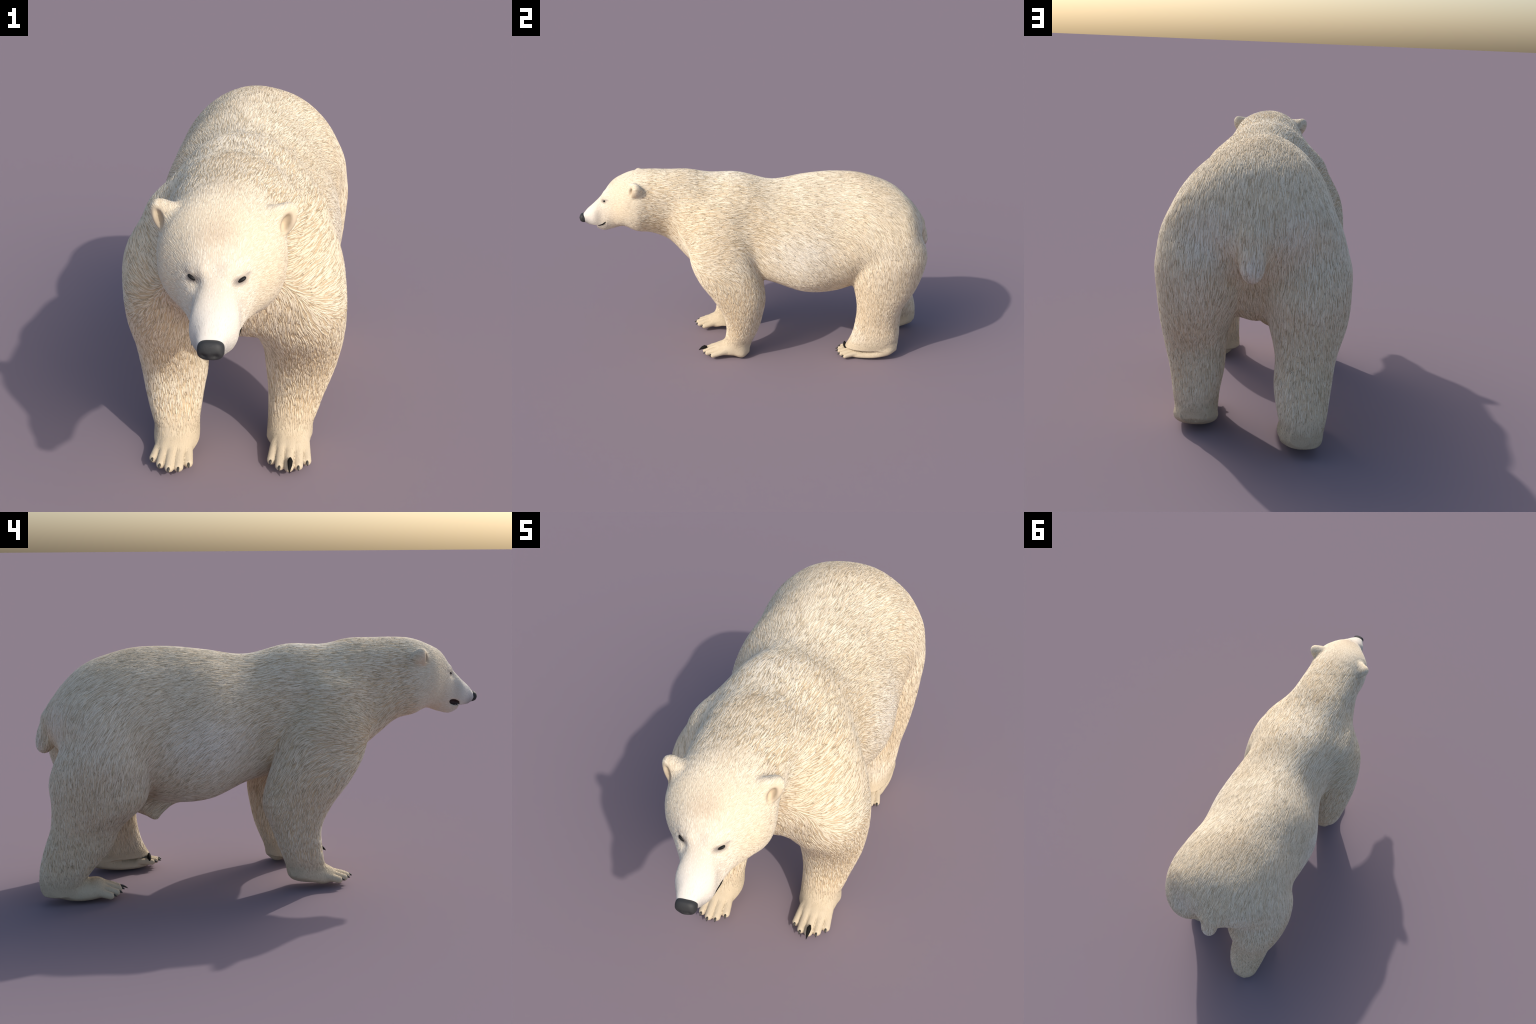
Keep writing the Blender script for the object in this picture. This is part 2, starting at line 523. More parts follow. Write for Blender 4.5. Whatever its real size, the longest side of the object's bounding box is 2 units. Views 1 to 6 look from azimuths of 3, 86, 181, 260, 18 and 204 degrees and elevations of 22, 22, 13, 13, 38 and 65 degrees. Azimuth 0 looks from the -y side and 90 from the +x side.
class Nodes:
    """Small helper to write node trees as expressions."""

    def __init__(self, name):
        self.mat = bpy.data.materials.new(name)
        self.mat.use_nodes = True
        self.t = self.mat.node_tree
        self.bsdf = next(n for n in self.t.nodes if n.type == "BSDF_PRINCIPLED")
        self.co = self.new("ShaderNodeTexCoord").outputs["Object"]

    def new(self, kind, **settings):
        n = self.t.nodes.new(kind)
        for k, v in settings.items():
            setattr(n, k, v)
        return n

    def put(self, socket, value):
        if isinstance(value, bpy.types.NodeSocket):
            self.t.links.new(value, socket)
        elif isinstance(value, tuple) and len(value) == 3 and socket.type == "RGBA":
            socket.default_value = (*value, 1)
        else:
            socket.default_value = value

    def math(self, op, a, b=0.0, c=0.0):
        n = self.new("ShaderNodeMath", operation=op)
        for s, v in zip(n.inputs, (a, b, c)):
            self.put(s, v)
        return n.outputs[0]

    def smooth(self, v, lo, hi, out_lo=0.0, out_hi=1.0):
        n = self.new("ShaderNodeMapRange", interpolation_type="SMOOTHSTEP")
        for s, x in zip(n.inputs, (v, lo, hi, out_lo, out_hi)):
            self.put(s, x)
        return n.outputs[0]

    def mix(self, fac, a, b, blend="MIX"):
        n = self.new("ShaderNodeMix", data_type="RGBA", blend_type=blend)
        self.put(n.inputs["Factor"], fac)
        self.put(n.inputs["A"], a) if False else self.put(n.inputs[6], a)
        self.put(n.inputs[7], b)
        return n.outputs[2]

    def noise(self, scale, detail=2.0, rough=0.5, stretch=None):
        v = self.co
        if stretch:
            mp = self.new("ShaderNodeMapping")
            self.t.links.new(v, mp.inputs["Vector"])
            mp.inputs["Scale"].default_value = stretch
            v = mp.outputs[0]
        n = self.new("ShaderNodeTexNoise")
        self.t.links.new(v, n.inputs["Vector"])
        n.inputs["Scale"].default_value = scale
        n.inputs["Detail"].default_value = detail
        n.inputs["Roughness"].default_value = rough
        return n.outputs["Fac"]

    def axis(self, name):
        if not hasattr(self, "xyz"):
            self.xyz = self.new("ShaderNodeSeparateXYZ")
            self.t.links.new(self.co, self.xyz.inputs[0])
        return self.xyz.outputs[name]

    def near(self, centre, radius, soft=1.0):
        """1 at a point, 0 beyond the radius (which may differ per axis)."""
        r = radius if isinstance(radius, tuple) else (radius,) * 3
        mp = self.new("ShaderNodeMapping")
        self.t.links.new(self.co, mp.inputs["Vector"])
        mp.inputs["Scale"].default_value = [1 / x for x in r]
        mp.inputs["Location"].default_value = [-c / x for c, x in zip(centre, r)]
        ln = self.new("ShaderNodeVectorMath", operation="LENGTH")
        self.t.links.new(mp.outputs[0], ln.inputs[0])
        return self.smooth(ln.outputs["Value"], 1.0, 1.0 - soft)

    def bump(self, height, strength, distance):
        b = self.new("ShaderNodeBump")
        b.inputs["Strength"].default_value = strength
        b.inputs["Distance"].default_value = distance
        self.t.links.new(height, b.inputs["Height"])
        self.t.links.new(b.outputs[0], self.bsdf.inputs["Normal"])

    def finish(self, colour, rough, specular=0.3):
        self.put(self.bsdf.inputs["Base Color"], colour)
        self.put(self.bsdf.inputs["Roughness"], rough)
        self.bsdf.inputs["Specular IOR Level"].default_value = specular
        return self.mat


def coat_material(name, lock, shade=1.0):
    """Cream coat.  lock=True is for the tufts (each varied), False for the skin beneath them."""
    n = Nodes(name)
    y, z = n.axis("Y"), n.axis("Z")
    broad = n.smooth(n.noise(2.6, 2, 0.5), 0.35, 0.65)
    col = n.mix(n.math("MULTIPLY", broad, 0.8), COAT_LIGHT, COAT_WARM)
    # pale flanks, hams and saddle; tan crown of the rump, withers and nape
    for s in (1, -1):
        col = n.mix(n.math("MULTIPLY", n.near((s * 0.3, 0.24, 0.66), (0.22, 0.3, 0.2)), 0.6), col, COAT_PALE)
        col = n.mix(n.math("MULTIPLY", n.near((s * 0.17, 0.93, 0.74), (0.16, 0.14, 0.17)), 0.5), col, COAT_PALE)
        col = n.mix(n.math("MULTIPLY", n.near((s * 0.22, 0.56, 0.12), (0.14, 0.1, 0.14)), 0.8), col, COAT_PALE)
        col = n.mix(n.math("MULTIPLY", n.near((s * 0.34, -0.2, 0.72), (0.16, 0.2, 0.16)), 0.45), col, COAT_TAN)
        col = n.mix(n.math("MULTIPLY", n.near((s * 0.13, -0.55, 0.75), (0.14, 0.14, 0.14)), 0.4), col, COAT_TAN)
        col = n.mix(n.math("MULTIPLY", n.near((s * 0.12, -0.62, 0.98), (0.1, 0.08, 0.1)), 0.35), col, COAT_TAN)
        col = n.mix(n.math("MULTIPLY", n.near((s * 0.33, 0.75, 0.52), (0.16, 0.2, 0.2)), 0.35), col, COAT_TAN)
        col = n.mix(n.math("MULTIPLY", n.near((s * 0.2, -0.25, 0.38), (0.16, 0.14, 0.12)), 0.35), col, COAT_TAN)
    for c, r, a, tint in (((0, -0.16, 1.05), (0.2, 0.14, 0.1), 0.25, COAT_PALE), ((0, 0.6, 1.04), (0.28, 0.3, 0.13), 0.55, COAT_TAN), ((0, 0.98, 0.65), (0.07, 0.06, 0.09), 0.9, COAT_PALE), ((0, -0.45, 1.07), (0.2, 0.16, 0.1), 0.3, COAT_TAN),
                          ((0.0, -0.36, 1.06), (0.07, 0.07, 0.06), 0.55, COAT_TAN), ((0.0, -0.62, 1.06), (0.16, 0.12, 0.08), 0.35, COAT_TAN),
                          ((0.0, 0.2, 0.36), (0.16, 0.45, 0.1), 0.5, COAT_TAN), ((0.0, 0.85, 0.56), (0.08, 0.14, 0.12), 0.55, COAT_TAN)):  # first entry: belly tinted brown for light bounced off the ground
        col = n.mix(n.math("MULTIPLY", n.near(c, r), a), col, tint)
    # the face turns white towards the muzzle
    face = n.smooth(y, -0.77, -0.91)
    col = n.mix(n.math("MULTIPLY", face, 0.9), col, FACE_WHITE)
    col = n.mix(n.math("MULTIPLY", n.near((0.004, -0.815, 1.0), (0.08, 0.07, 0.055)), 0.5), col, FACE_BROWN)
    muzzle = n.smooth(y, -0.9, -0.965)
    col = n.mix(n.math("MULTIPLY", muzzle, n.smooth(z, 0.82, 0.765, 0.12, 0.85)), col, FACE_GREY)
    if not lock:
        # bare short-haired paws keep the coat colour; elsewhere skin is darkened for shade between locks
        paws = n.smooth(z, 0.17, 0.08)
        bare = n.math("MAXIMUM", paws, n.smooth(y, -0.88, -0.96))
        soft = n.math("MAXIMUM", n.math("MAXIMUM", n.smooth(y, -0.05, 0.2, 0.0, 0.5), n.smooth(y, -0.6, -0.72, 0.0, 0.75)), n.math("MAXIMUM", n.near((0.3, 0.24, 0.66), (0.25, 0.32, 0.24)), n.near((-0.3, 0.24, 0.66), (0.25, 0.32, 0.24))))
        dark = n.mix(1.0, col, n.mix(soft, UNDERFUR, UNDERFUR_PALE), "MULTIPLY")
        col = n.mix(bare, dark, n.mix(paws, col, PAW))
        pads = n.math("MULTIPLY", n.smooth(z, 0.009, 0.005), n.smooth(z, 0.2, 0.1))
        col = n.mix(pads, col, (0.03, 0.028, 0.027))
    else:
        isl = n.new("ShaderNodeNewGeometry").outputs["Random Per Island"]
        tone = n.new("ShaderNodeValToRGB")
        if shade == 1.0:
            stops = ((0.0, 0.9, 0.97, 0.91), (1.0, 1.07, 1.0, 0.99))
        else:            # loose hairs: some dark streaks among pale ones
            stops = ((0.0, 0.65, 0.92, 0.79), (0.22, 0.76, 0.94, 0.84), (0.27, 0.95, 0.98, 0.95), (1.0, 1.08, 1.0, 0.99))
        while len(tone.color_ramp.elements) < len(stops):
            tone.color_ramp.elements.new(0.5)
        for e, (at, v, g, b) in zip(tone.color_ramp.elements, stops):
            e.position = at
            e.color = (v, v * g, v * b, 1)
        n.t.links.new(isl, tone.inputs[0])
        tint = n.mix(n.smooth(y, -0.6, -0.75, 0.0, 0.6 if shade < 1 else 0.0), tone.outputs[0], (1.0, 1.0, 1.0))
        tint = n.mix(n.smooth(z, 0.17, 0.08, 0.0, 0.6 if shade < 1 else 0.0), tint, (1.0, 1.0, 1.0))
        col = n.mix(1.0, col, tint, "MULTIPLY")
        paws = n.smooth(z, 0.17, 0.08)
        col = n.mix(paws, col, PAW)
    for s in (1, -1):          # darker patches around the eyes and inside the ear hollows
        e = EYES[s]
        col = n.mix(n.math("MULTIPLY", n.near(e, (0.032, 0.034, 0.017), 0.85), 0.8), col, (0.15, 0.13, 0.13))
        col = n.mix(n.math("MULTIPLY", n.near((e[0] + s * 0.02, e[1] + 0.012, e[2] + 0.012), (0.024, 0.024, 0.01)), 0.55), col, (0.25, 0.22, 0.21))
        col = n.mix(n.math("MULTIPLY", n.near((0.006 + s * 0.153, -0.704, 0.987), (0.023, 0.028, 0.032), 0.9), 0.9), col, (0.25, 0.195, 0.145))
    fine = n.noise(420.0, 2, 0.6)
    n.bump(fine, 0.25, 0.002)
    n.bsdf.inputs["Sheen Weight"].default_value = 0.0
    return n.finish(col, 0.85, 0.15)


def plain_material(name, colour, rough, specular=0.5, grain=120.0, vary=0.35):
    n = Nodes(name)
    v = n.noise(grain, 3, 0.6)
    dark = tuple(c * (1 - vary) for c in colour)
    n.bump(v, 0.3, 0.001)
    return n.finish(n.mix(v, dark, tuple(c * (1 + vary) for c in colour)), rough, specular)


COAT_LIGHT = (0.845, 0.755, 0.605)
COAT_WARM = (0.81, 0.695, 0.525)
COAT_PALE = (0.88, 0.83, 0.74)
COAT_TAN = (0.70, 0.575, 0.415)
FACE_WHITE = (0.82, 0.77, 0.69)
FACE_BROWN = (0.60, 0.49, 0.38)
FACE_GREY = (0.35, 0.33, 0.32)
PAW = (0.62, 0.52, 0.375)
UNDERFUR = (0.77, 0.685, 0.565)  # multiplier that bakes the fur valleys' shadow into the skin colour
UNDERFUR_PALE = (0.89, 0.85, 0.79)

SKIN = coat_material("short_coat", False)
LOCKS = coat_material("fur_locks", True)
HAIRS = coat_material("loose_hairs", True, 0.8)
CLAW = plain_material("dark_horn", (0.045, 0.042, 0.037), 0.4, 0.5)
NOSE = plain_material("wet_black_skin", (0.03, 0.031, 0.032), 0.6, 0.4, 300.0, 0.2)
EYE = plain_material("dark_eye", (0.010, 0.009, 0.009), 0.5, 0.25, 60.0, 0.1)
TOOTH = plain_material("ivory", (0.5, 0.44, 0.34), 0.35, 0.5, 60.0, 0.1)
MOUTH = plain_material("dark_mouth_lining", (0.06, 0.034, 0.03), 0.5, 0.4, 90.0, 0.5)
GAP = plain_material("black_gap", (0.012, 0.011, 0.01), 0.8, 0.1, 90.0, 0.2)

# --------------------------------------------------------------------- build
bear = bpy.data.objects.new("polar_bear", None)
bpy.context.scene.collection.objects.link(bear)
bear["label"] = "standing cream-white bear with short dark claws and black nose"
bear["category"] = "polar bear"

GRID, V, Q, NRM = polygonise()
centre = V[Q].mean(1)
_, lab = body(centre, True)
region = np.array(PARTS, object)[lab]
yc, zc = centre[:, 1], centre[:, 2]
on_trunk = region == "trunk"
region[on_trunk] = "torso"
region[on_trunk & (yc < -0.42 - 0.35 * (zc - 0.85))] = "neck"
region[on_trunk & (yc < -0.665 + 0.25 * (zc - 0.9))] = "head"
region[(region == "tail") & (zc > 0.77)] = "torso"
for limb in LIMBS:
    paw = limb.replace("limb", "paw")
    region[(region == limb) & (zc < (0.095 if "fore" in limb else 0.1))] = paw
DISPLAY = {"ear_p": "ear", "ear_n": "ear"}
parents = {"ear_p": "head", "ear_n": "head", "mouth": "head", **{k.replace("limb", "paw"): k for k in LIMBS}}
part_object = {}
order = ["torso", "neck", "head", "tail", *LIMBS, *[k.replace("limb", "paw") for k in LIMBS], "ear_p", "ear_n", "mouth"]
for key in order:
    faces = Q[region == key]
    if not len(faces):
        continue
    used, inv = np.unique(faces, return_inverse=True)
    name = key.rsplit("_", 1)[0] if key[-2:] in ("_p", "_n") else key
    me = mesh_from(name, V[used], inv.reshape(faces.shape), NRM[used])
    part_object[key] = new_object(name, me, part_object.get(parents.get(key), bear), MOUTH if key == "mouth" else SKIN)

# ---------------------------------------------------------------------- nose


def blob(name, centre, radii, axes, power, parent, material, segments=40, rings=24):
    """Closed superellipsoid with optional own axes (rows)."""
    verts, faces = [], []
    axes = np.array(axes, float)

    def sgn(v, e):
        return math.copysign(abs(v) ** e, v)
    for i in range(1, rings):
        th = math.pi * i / rings - math.pi / 2
        for j in range(segments):
            ph = 2 * math.pi * j / segments
            l = np.array([sgn(math.cos(th), power) * sgn(math.cos(ph), power), sgn(math.cos(th), power) * sgn(math.sin(ph), power), sgn(math.sin(th), power)])
            verts.append(np.array(centre) + (l * np.array(radii)) @ axes)
    low, high = len(verts), len(verts) + 1
    verts += [np.array(centre) - radii[2] * axes[2], np.array(centre) + radii[2] * axes[2]]
    for i in range(rings - 2):
        for j in range(segments):
            k = (j + 1) % segments
            faces.append((i * segments + j, i * segments + k, (i + 1) * segments + k, (i + 1) * segments + j))
    top = (rings - 2) * segments
    for j in range(segments):
        k = (j + 1) % segments
        faces.append((k, j, low))
        faces.append((top + j, top + k, high))
    me = bpy.data.meshes.new(name)
    me.from_pydata([tuple(v) for v in verts], [], faces)
    me.polygons.foreach_set("use_smooth", np.ones(len(faces), bool))
    me.update()
    return new_object(name, me, parent, material)


head = part_object["head"]
nose_up = unit((0, 0.35, 0.94))
nose_fwd = unit((0, -0.94, 0.35))
nose = blob("nose", (0.0055, -0.9785, 0.7905), (0.0303, 0.022, 0.0225), [(1, 0, 0), nose_fwd, nose_up], 0.72, head, NOSE)
co = np.empty(len(nose.data.vertices) * 3, np.float32)
nose.data.vertices.foreach_get("co", co)
co = co.reshape(-1, 3)
for s in (1, -1):        # nostrils are dents in the pad
    d = np.linalg.norm((co - np.array([0.004 + s * 0.0135, -0.999, 0.783])) / np.array([0.0085, 0.012, 0.0065]), axis=1)
    co += (np.exp(-d ** 2) * 0.008)[:, None] * np.array([-s * 0.2, 1, 0.1])
nose.data.vertices.foreach_set("co", co.ravel())
nose.data.update()

# ---------------------------------------------------------------------- eyes
for s in (1, -1):
    c = np.array([EYES[s]])
    nrm, slope = gradient(c)
    c = (c - nrm * (body(c) / slope)[:, None])[0]
    n_out = nrm[0]
    along = unit((s * 0.022, 0.001, 0.0095))          # slanting slit
    n_out = unit(n_out - along * (n_out @ along))
    across = np.cross(n_out, along)
    blob("eye", c - n_out * 0.0055, (0.0155, 0.0058, 0.009), [along, across, n_out], 1.0, head, EYE, 24, 16)

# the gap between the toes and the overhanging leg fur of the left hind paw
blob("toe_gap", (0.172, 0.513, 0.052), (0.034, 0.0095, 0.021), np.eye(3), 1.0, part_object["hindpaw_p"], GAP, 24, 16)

# --------------------------------------------------------------------- claws


def horn(name, path, radii, parent, material, sides=10):
    """Tapering tube through the points, closed at both ends."""
    path = np.array(path, float)
    t = np.gradient(path, axis=0)
    t /= np.linalg.norm(t, axis=1, keepdims=True)
    side = np.cross(t, (0, 0, 1.0))
    side /= np.maximum(np.linalg.norm(side, axis=1, keepdims=True), 1e-6)
    up = np.cross(side, t)
    verts, faces = [], []
    for p, a, b, r in zip(path, side, up, radii):
        for j in range(sides):
            ang = 2 * math.pi * j / sides
            verts.append(tuple(p + r * (0.75 * math.cos(ang) * a + math.sin(ang) * b)))
    m = len(path)
    for i in range(m - 1):
        for j in range(sides):
            k = (j + 1) % sides
            faces.append((i * sides + j, (i + 1) * sides + j, (i + 1) * sides + k, i * sides + k))
    faces.append(tuple(range(sides)))
    faces.append(tuple(reversed(range((m - 1) * sides, m * sides))))
    me = bpy.data.meshes.new(name)
    me.from_pydata(verts, [], faces)
    me.polygons.foreach_set("use_smooth", np.ones(len(faces), bool))
    me.update()
    return new_object(name, me, parent, material)


# the closed left lip is a dark seam; two small teeth show in the parted right corner
seam = np.array([(0.064, y, z) for y, z in ((-0.851, 0.784), (-0.86, 0.775), (-0.87, 0.766), (-0.882, 0.761), (-0.893, 0.759), (-0.904, 0.757))])
for _ in range(6):
    nrm, slope = gradient(seam)
    seam[:, 0] -= body(seam) / np.maximum(slope * np.abs(nrm[:, 0]), 0.4) * np.sign(nrm[:, 0])
horn("lip", seam, [0.0018, 0.0042, 0.0042, 0.0032, 0.0024, 0.0012], head, GAP, 8)
for y, h in ((-0.893, 0.009), (-0.882, 0.006)):
    horn("tooth", [(-0.047, y, 0.756), (-0.0475, y, 0.756 + h * 0.6), (-0.048, y + 0.001, 0.756 + h)], [0.0032, 0.0026, 0.0005], head, TOOTH, 8)

for limb, toes in TOES.items():
    paw = part_object[limb.replace("limb", "paw")]
    r = TOE_RADIUS[limb]
    for i, (a, b) in enumerate(toes):
        a, b = np.array(a), np.array(b)
        d = unit((b - a) * (1, 1, 0.4))
        s = b + d * (r * 0.6) + np.array([0, 0, r * 0.3])
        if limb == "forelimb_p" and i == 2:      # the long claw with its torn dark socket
            horn("claw", [(0.1755, -0.29, 0.056), (0.1755, -0.304, 0.055), (0.1755, -0.318, 0.049), (0.1745, -0.33, 0.041), (0.174, -0.339, 0.033)],
                 [0.005, 0.0115, 0.0095, 0.005, 0.001], paw, GAP)
            continue
        long = 0.0145 if limb != "hindlimb_n" or i != 1 else 0.034
        pts = [s + d * long * t + np.array([0, 0, -0.35 * long * t * t]) for t in (0, 0.35, 0.7, 1.0)]
        horn("claw", pts, [0.0056, 0.0054, 0.004, 0.001], paw, CLAW)

# ----------------------------------------------------------------------- fur
# lie of the coat: at each place on the bear's left side, the way the hair points
LIE = [
    ((0, -0.98, 0.82), (0, 0.6, 0.8)), ((0, -0.9, 0.9), (0, 0.6, 0.8)), ((0, -0.84, 0.98), (0, 0.6, 0.8)),
    ((0, -0.75, 1.04), (0, 1, 0.2)), ((0.1, -0.75, 1.0), (0.3, 1, 0.1)), ((0.07, -0.86, 0.86), (0.5, 0.8, 0)),
    ((0.05, -0.93, 0.8), (0.4, 0.9, 0.1)), ((0.13, -0.78, 0.85), (0.3, 1, -0.1)), ((0.15, -0.68, 0.85), (0, 1, -0.35)),
    ((0.05, -0.8, 0.74), (0, 1, -0.1)), ((0.0, -0.6, 0.7), (0, 1, -0.3)),
    ((0, -0.6, 1.07), (0, 1, 0)), ((0.12, -0.55, 0.98), (0, 1, -0.1)), ((0.16, -0.55, 0.85), (0, 0.95, -0.3)),
    ((0.15, -0.52, 0.74), (0, 0.75, -0.6)), ((0.0, -0.45, 0.6), (0, 0.35, -0.9)), ((0.1, -0.4, 0.55), (0.1, 0.2, -1)),
    ((0, -0.35, 1.06), (0, 1, 0)), ((0.18, -0.4, 0.9), (0, 1, 0.0)), ((0.22, -0.38, 0.76), (0, 1, 0.15)),
    ((0.2, -0.41, 0.72), (0.3, 0.5, 0.8)), ((0.25, -0.37, 0.68), (0.6, 0.5, 0.35)), ((0.27, -0.34, 0.62), (0.6, 0.6, -0.15)), ((0.25, -0.36, 0.575), (0.5, 0.3, -0.8)), ((0.2, -0.405, 0.58), (0.15, 0.1, -1)), ((0.16, -0.42, 0.6), (-0.1, 0.1, -1)), ((0.17, -0.44, 0.68), (0, 0.6, -0.6)), ((0.3, -0.26, 0.72), (0, 0.9, 0.38)), ((0.3, -0.15, 0.75), (0, 1, 0.1)),
    ((0.32, -0.3, 0.6), (0.1, 1, 0.0)), ((0.33, -0.18, 0.6), (0, 0.9, -0.35)), ((0.32, -0.08, 0.62), (0, 0.5, -0.85)),
    ((0.3, -0.28, 0.5), (0.05, 0.35, -0.95)), ((0.28, -0.1, 0.45), (0, 0.15, -1)),
    ((0.15, -0.3, 0.42), (0, 0.15, -1)), ((0.2, -0.2, 0.3), (0, 0.12, -1)), ((0.2, -0.1, 0.2), (0, -0.05, -1)),
    ((0.2, -0.14, 0.12), (0, -0.3, -1)), ((0.08, -0.1, 0.3), (0, 0.1, -1)),
    ((0.25, -0.12, 0.9), (0, 1, 0.05)), ((0, -0.1, 1.05), (0, 1, 0)), ((0.26, 0.0, 0.82), (0, 0.95, -0.3)),
    ((0.28, 0.08, 0.66), (0, 0.8, -0.6)), ((0.25, 0.05, 0.5), (0, 0.75, -0.65)),
    ((0, 0.1, 1.01), (0, 1, 0)), ((0.2, 0.15, 0.93), (0.1, 0.95, -0.2)), ((0.3, 0.2, 0.75), (0, 0.88, -0.48)),
    ((0.28, 0.25, 0.55), (0, 0.8, -0.6)), ((0.15, 0.2, 0.42), (0, 0.95, -0.2)), ((0, 0.2, 0.4), (0, 1, -0.1)),
    ((0, 0.45, 1.05), (0, 1, 0)), ((0.2, 0.45, 0.97), (0.1, 0.97, -0.2)), ((0.3, 0.45, 0.8), (0, 0.9, -0.4)),
    ((0.3, 0.5, 0.64), (0, 0.65, -0.75)), ((0.25, 0.42, 0.5), (0, 0.6, -0.8)), ((0.1, 0.42, 0.4), (0, 0.9, -0.3)),
    ((0, 0.65, 1.03), (0, 1, -0.15)), ((0.2, 0.68, 0.93), (0.05, 0.85, -0.5)), ((0.3, 0.66, 0.75), (0, 0.55, -0.85)),
    ((0, 0.84, 0.93), (0, 0.75, -0.65)), ((0.2, 0.84, 0.8), (0.05, 0.35, -0.95)), ((0.1, 0.93, 0.7), (0, 0.1, -1)),
    ((0.33, 0.7, 0.58), (0, 0.2, -1)), ((0.3, 0.6, 0.45), (0, 0.25, -1)), ((0.25, 0.85, 0.5), (0, 0, -1)),
    ((0.2, 0.9, 0.4), (0, -0.1, -1)), ((0.3, 0.7, 0.35), (0, 0.05, -1)), ((0.2, 0.58, 0.3), (0, 0.05, -1)),
    ((0.2, 0.8, 0.25), (0, 0, -1)), ((0.2, 0.55, 0.14), (0, -0.4, -1)), ((0.2, 0.75, 0.1), (0, -0.1, -1)),
    ((0.2, 0.98, 0.2), (0, 0, -1)), ((0.2, 0.95, 0.1), (0, -0.1, -1)), ((0.05, 0.7, 0.4), (0, -0.2, -1)), ((0, 0.95, 0.62), (0, 0.1, -1)),
]
LIE_P = np.array([p for p, _ in LIE], float)
LIE_D = np.array([unit(d) for _, d in LIE])


FLOW_STEP = 0.02
FLOW_SHAPE = tuple(int(math.ceil(k * COARSE * STEP / FLOW_STEP)) + 2 for k in N_BLOCK)


def flow_lattice():
    """The lie of the coat, spread from the marks above over a coarse lattice."""
    ax = [np.arange(k) * FLOW_STEP + l for k, l in zip(FLOW_SHAPE, LO)]
    p = np.stack(np.meshgrid(*ax, indexing="ij"), -1).reshape(-1, 3)
    side = np.where(p[:, :1] < 0, -1.0, 1.0)
    q = p * np.concatenate([side, np.ones_like(side), np.ones_like(side)], 1)
    out = np.empty_like(p)
    for k in range(0, len(p), 20000):
        d2 = ((q[k:k + 20000, None, :] - LIE_P[None]) ** 2).sum(-1)
        w = 1 / (d2 + 0.002) ** 2
        out[k:k + 20000] = (w @ LIE_D) / w.sum(1, keepdims=True)
    out[:, :1] *= side * np.minimum(np.abs(p[:, :1]) / 0.03, 1)
    return out.reshape(*FLOW_SHAPE, 3)


FLOW = flow_lattice()


def lie(p, nrm):
    q = (p - LO) / FLOW_STEP
    i = np.clip(np.floor(q).astype(int), 0, np.array(FLOW_SHAPE) - 2)
    t = q - i
    out = 0
    for a in (0, 1):
        for b in (0, 1):
            for c in (0, 1):
                w = (t[:, 0] if a else 1 - t[:, 0]) * (t[:, 1] if b else 1 - t[:, 1]) * (t[:, 2] if c else 1 - t[:, 2])
                out = out + w[:, None] * FLOW[i[:, 0] + a, i[:, 1] + b, i[:, 2] + c]
    out = out - nrm * (out * nrm).sum(1, keepdims=True)
    return out / np.maximum(np.linalg.norm(out, axis=1, keepdims=True), 1e-9)


def fade(v, lo, hi):
    return np.clip((v - lo) / (hi - lo), 0, 1)


def fur_size(p):
    """Length, width and lift of the locks at a place."""
    x, y, z = p.T
    length = np.full(len(p), 0.064)
    width = np.full(len(p), 0.0066)
    lift = np.full(len(p), 0.0011)
    lift += 0.0005 * fade(y, 0.0, -0.2)
    limb = fade(z, 0.62, 0.42) * fade(np.abs(x), 0.1, 0.16)
    length -= 0.026 * limb
    lift += 0.0003 * limb
    width -= 0.0008 * limb
    neck = fade(y, -0.3, -0.5) * (z > 0.5)
    length -= 0.016 * neck
    flank = np.exp(-(((y - 0.28) / 0.25) ** 2 + ((z - 0.66) / 0.2) ** 2))
    lift -= 0.0004 * flank
    face = fade(y, -0.62, -0.76)
    muzzle = fade(y, -0.84, -0.9)
    for arr, cheek, snout in ((length, 0.021, 0.011), (width, 0.0036, 0.0022), (lift, 0.0008, 0.0004)):
        arr += (cheek - arr) * face
        arr += (snout - arr) * muzzle
    paw = fade(z, 0.17, 0.08)
    for arr, v in ((length, 0.013), (width, 0.0030), (lift, 0.0005)):
        arr += (v - arr) * paw
    return length, width, lift


STATIONS = np.array([0.0, 0.2, 0.5, 0.8, 1.0])
TAPER = np.array([0.0, 0.8, 1.0, 0.72, 0.0])
RISE = np.array([-0.3, 0.7, 1.0, 0.9, 0.2])


def trace(root, length, turn):
    """Follow the coat from each root; returns places, normals and sideways vectors at the stations."""
    p, P, N, S = root, [], [], []
    for k, s in enumerate(STATIONS):
        f, nrm = sample(p)
        p = p - nrm * f[:, None]
        flow = lie(p, nrm)
        side = np.cross(nrm, flow)
        flow = flow * np.cos(turn)[:, None] + side * np.sin(turn)[:, None]
        P.append(p)
        N.append(nrm)
        S.append(np.cross(nrm, flow))
        if k + 1 < len(STATIONS):
            p = p + flow * (length * (STATIONS[k + 1] - s))[:, None]
    return np.stack(P, 1), np.stack(N, 1), np.stack(S, 1)


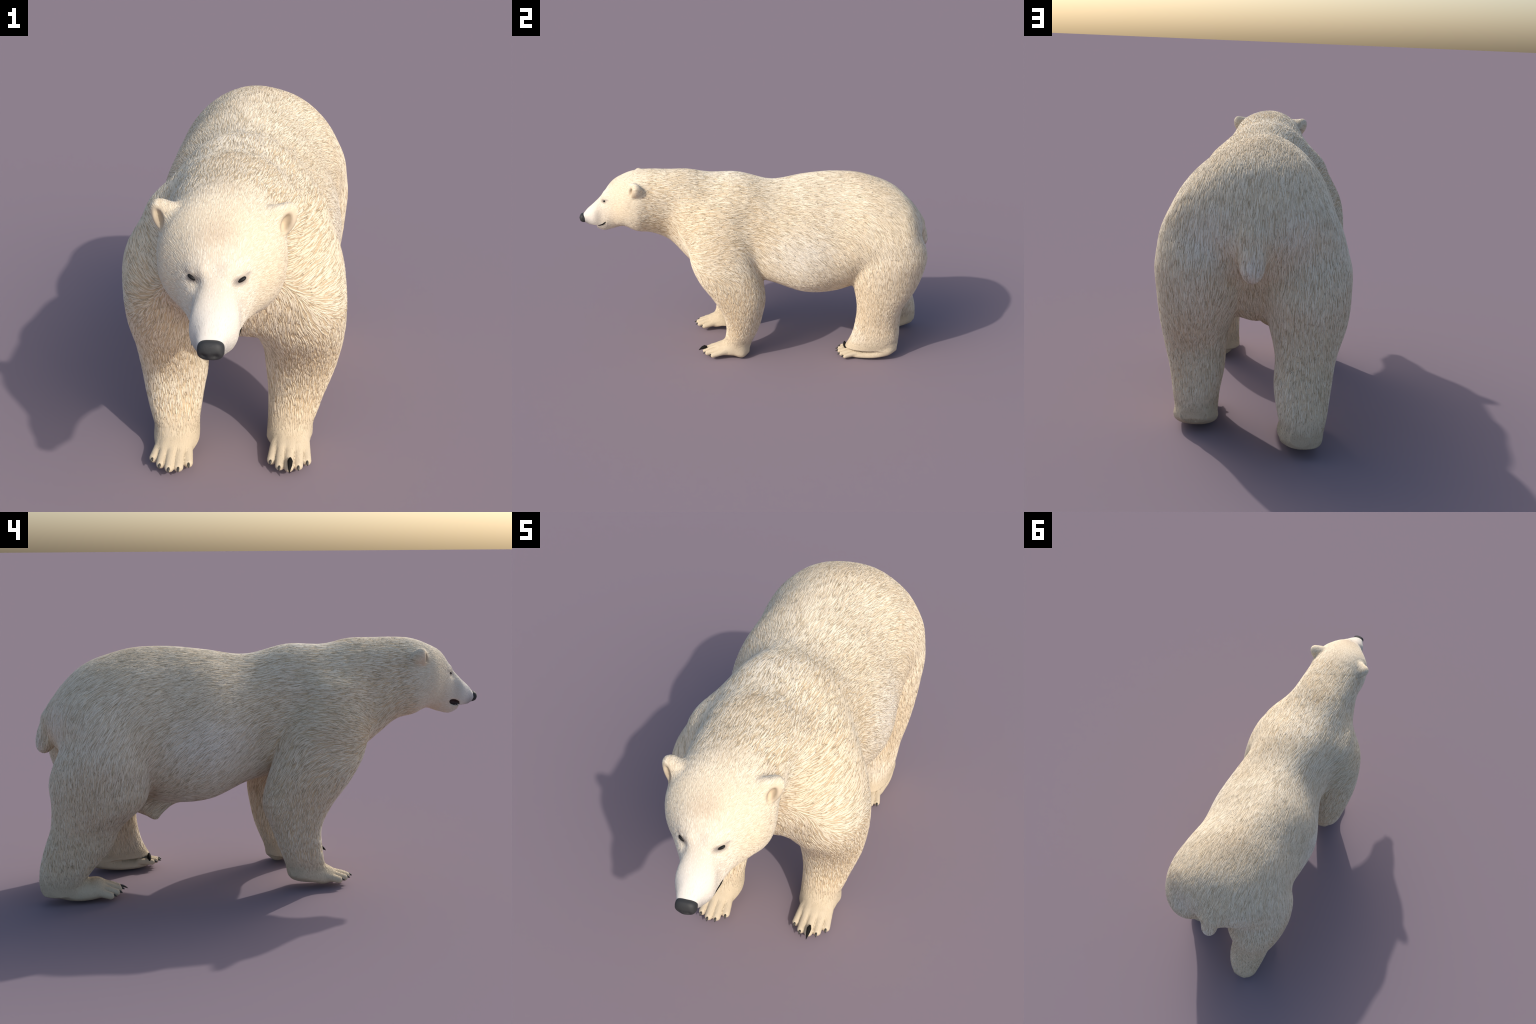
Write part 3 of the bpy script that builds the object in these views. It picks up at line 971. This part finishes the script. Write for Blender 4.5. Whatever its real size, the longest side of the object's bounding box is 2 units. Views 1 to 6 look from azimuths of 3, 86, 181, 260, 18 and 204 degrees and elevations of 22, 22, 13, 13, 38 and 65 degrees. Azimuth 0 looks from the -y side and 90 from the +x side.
def settle(P, S, width, local, order):
    """Pick locks, batch after batch, that find their whole footprint still free."""
    n = len(P)
    t = np.linspace(0.05, 0.95, 18)
    k = np.clip(np.searchsorted(STATIONS, t, side="right") - 1, 0, len(STATIONS) - 2)
    u = ((t - STATIONS[k]) / (STATIONS[k + 1] - STATIONS[k]))[None, :, None]
    line = P[:, k] * (1 - u) + P[:, k + 1] * u
    side = S[:, k] * (width[:, None] * 0.3)[..., None]
    pts = np.concatenate([line - side, line, line + side], 1)
    size = 2.0 ** np.round(np.log2(local / 0.005)) * 0.005 * 0.5
    cell = np.floor((pts + 2) / size[:, None, None]).astype(np.int64)
    code = ((cell[..., 0] * 8209 + cell[..., 1]) * 8209 + cell[..., 2]) * 64 + np.round(size * 4000).astype(np.int64)[:, None] % 64
    _, code = np.unique(code, return_inverse=True)
    code = code.reshape(n, -1)
    taken = np.zeros(code.max() + 1, bool)
    claim = np.empty(len(taken), np.int64)
    keep = np.zeros(n, bool)
    for batch in order:
        free = batch[~taken[code[batch]].any(1)]
        claim[code[free]] = free[:, None]
        won = free[(claim[code[free]] == free[:, None]).all(1)]
        keep[won] = True
        taken[code[won]] = True
    return keep


def roots_on(key, density):
    faces = Q[region == key]
    a, b, c, d = (V[faces[:, k]] for k in range(4))
    area = 0.5 * np.linalg.norm(np.cross(c - a, d - b), axis=1)
    count = int(area.sum() * density)
    pick = RNG.choice(len(faces), count, p=area / area.sum())
    u, v = RNG.random((2, count, 1))
    root = (a[pick] * (1 - u) + b[pick] * u) * (1 - v) + (d[pick] * (1 - u) + c[pick] * u) * v
    ok = np.ones(count, bool)
    for e in EYES.values():
        ok &= np.linalg.norm((root - np.array(e)) / np.array([0.017, 0.02, 0.0095]), axis=1) > 1
    ok &= np.linalg.norm((root - np.array([0.004, -0.99, 0.79])), axis=1) > 0.036
    ok &= ~((mouth_cavity(root) < 0.006) & (root[:, 1] < -0.8))
    for s in (1, -1):
        ok &= np.linalg.norm((root - np.array([0.006 + s * 0.154, -0.706, 0.985])) / np.array([0.026, 0.034, 0.034]), axis=1) > 1
    ok &= root[:, 2] > 0.02
    return root[ok]


def sway(p):
    return (np.sin(p[:, 0] * 61 + p[:, 1] * 47) + np.sin(p[:, 1] * 83 - p[:, 2] * 71 + 1) + np.sin(p[:, 2] * 107 + p[:, 0] * 39 + 2)) / 3


def lay_fur(key, density, name="fur", thin=1.0, packed=True, raise_by=0.0):
    """Cover a body part: packed locks lie side by side, large ones first and small ones
    in the gaps between; loose hairs (packed=False) fall anywhere over them."""
    root = roots_on(key, density)
    length, width, lift = fur_size(root)
    n = len(root)
    local = width
    small = np.arange(n) >= n * 0.55 if packed else np.zeros(n, bool)
    length = length * RNG.uniform(0.65, 1.3, n) * np.where(small, 0.5, 1.0) * (1.0 if packed else 0.7)
    width = width * thin * RNG.uniform(0.75, 1.25, n) * np.where(small, 0.62, 1.0)
    turn = RNG.normal(0, 0.035 if packed else 0.1, n) + 0.14 * sway(root)
    lift = lift * RNG.uniform(0.7, 1.3, n) * np.where(small, 0.6, 1.0) * (1.0 if packed else 0.5)
    P, N, S = trace(root, length, turn)
    if packed:
        big, rest = np.nonzero(~small)[0], np.nonzero(small)[0]
        k = settle(P, S, width, local, [*np.array_split(RNG.permutation(big), 30), *np.array_split(RNG.permutation(rest), 20)])
        P, N, S, width, lift = P[k], N[k], S[k], width[k], lift[k]
    n = len(P)
    base = raise_by + np.zeros(n)
    ridge = P + N * (lift[:, None] * RISE + base[:, None])[..., None]
    edge = N * (lift[:, None] * (RISE - 1) - 0.0005 + base[:, None])[..., None]
    w = S * (width[:, None] * 0.5 * TAPER)[..., None]
    rows = [ridge[:, :1]]
    for k in (1, 2, 3):
        rows.append(np.stack([P[:, k] + edge[:, k] - w[:, k], ridge[:, k], P[:, k] + edge[:, k] + w[:, k]], 1))
    rows.append(ridge[:, 4:])
    pts = np.concatenate(rows, 1).reshape(-1, 3)                # 11 points per lock
    tris = [(0, 1, 2), (0, 2, 3), (0, 3, 1)]
    for o in (0, 3):
        for a, b in ((1, 2), (2, 3), (3, 1)):
            tris += [(a + o, a + o + 3, b + o), (a + o + 3, b + o + 3, b + o)]
    tris += [(7, 10, 8), (8, 10, 9), (9, 10, 7)]
    F = ((np.arange(n) * 11)[:, None, None] + np.array(tris)[None]).reshape(-1, 3)
    me = mesh_from(name, pts, F)
    return new_object(name, me, part_object[key], LOCKS if packed else HAIRS, "stuff")


for key in ("torso", "neck", "head", "tail", *LIMBS, *[k.replace("limb", "paw") for k in LIMBS], "ear_p", "ear_n"):
    if key in part_object:
        short = key.startswith(("head", "ear")) or "paw" in key
        if not key.startswith("ear"):
            lay_fur(key, 130000 if short else 54000)
        lay_fur(key, 52000 if short else 14000, "loose_hair", 0.5, packed=False, raise_by=0.0006 if not short else 0.0002)
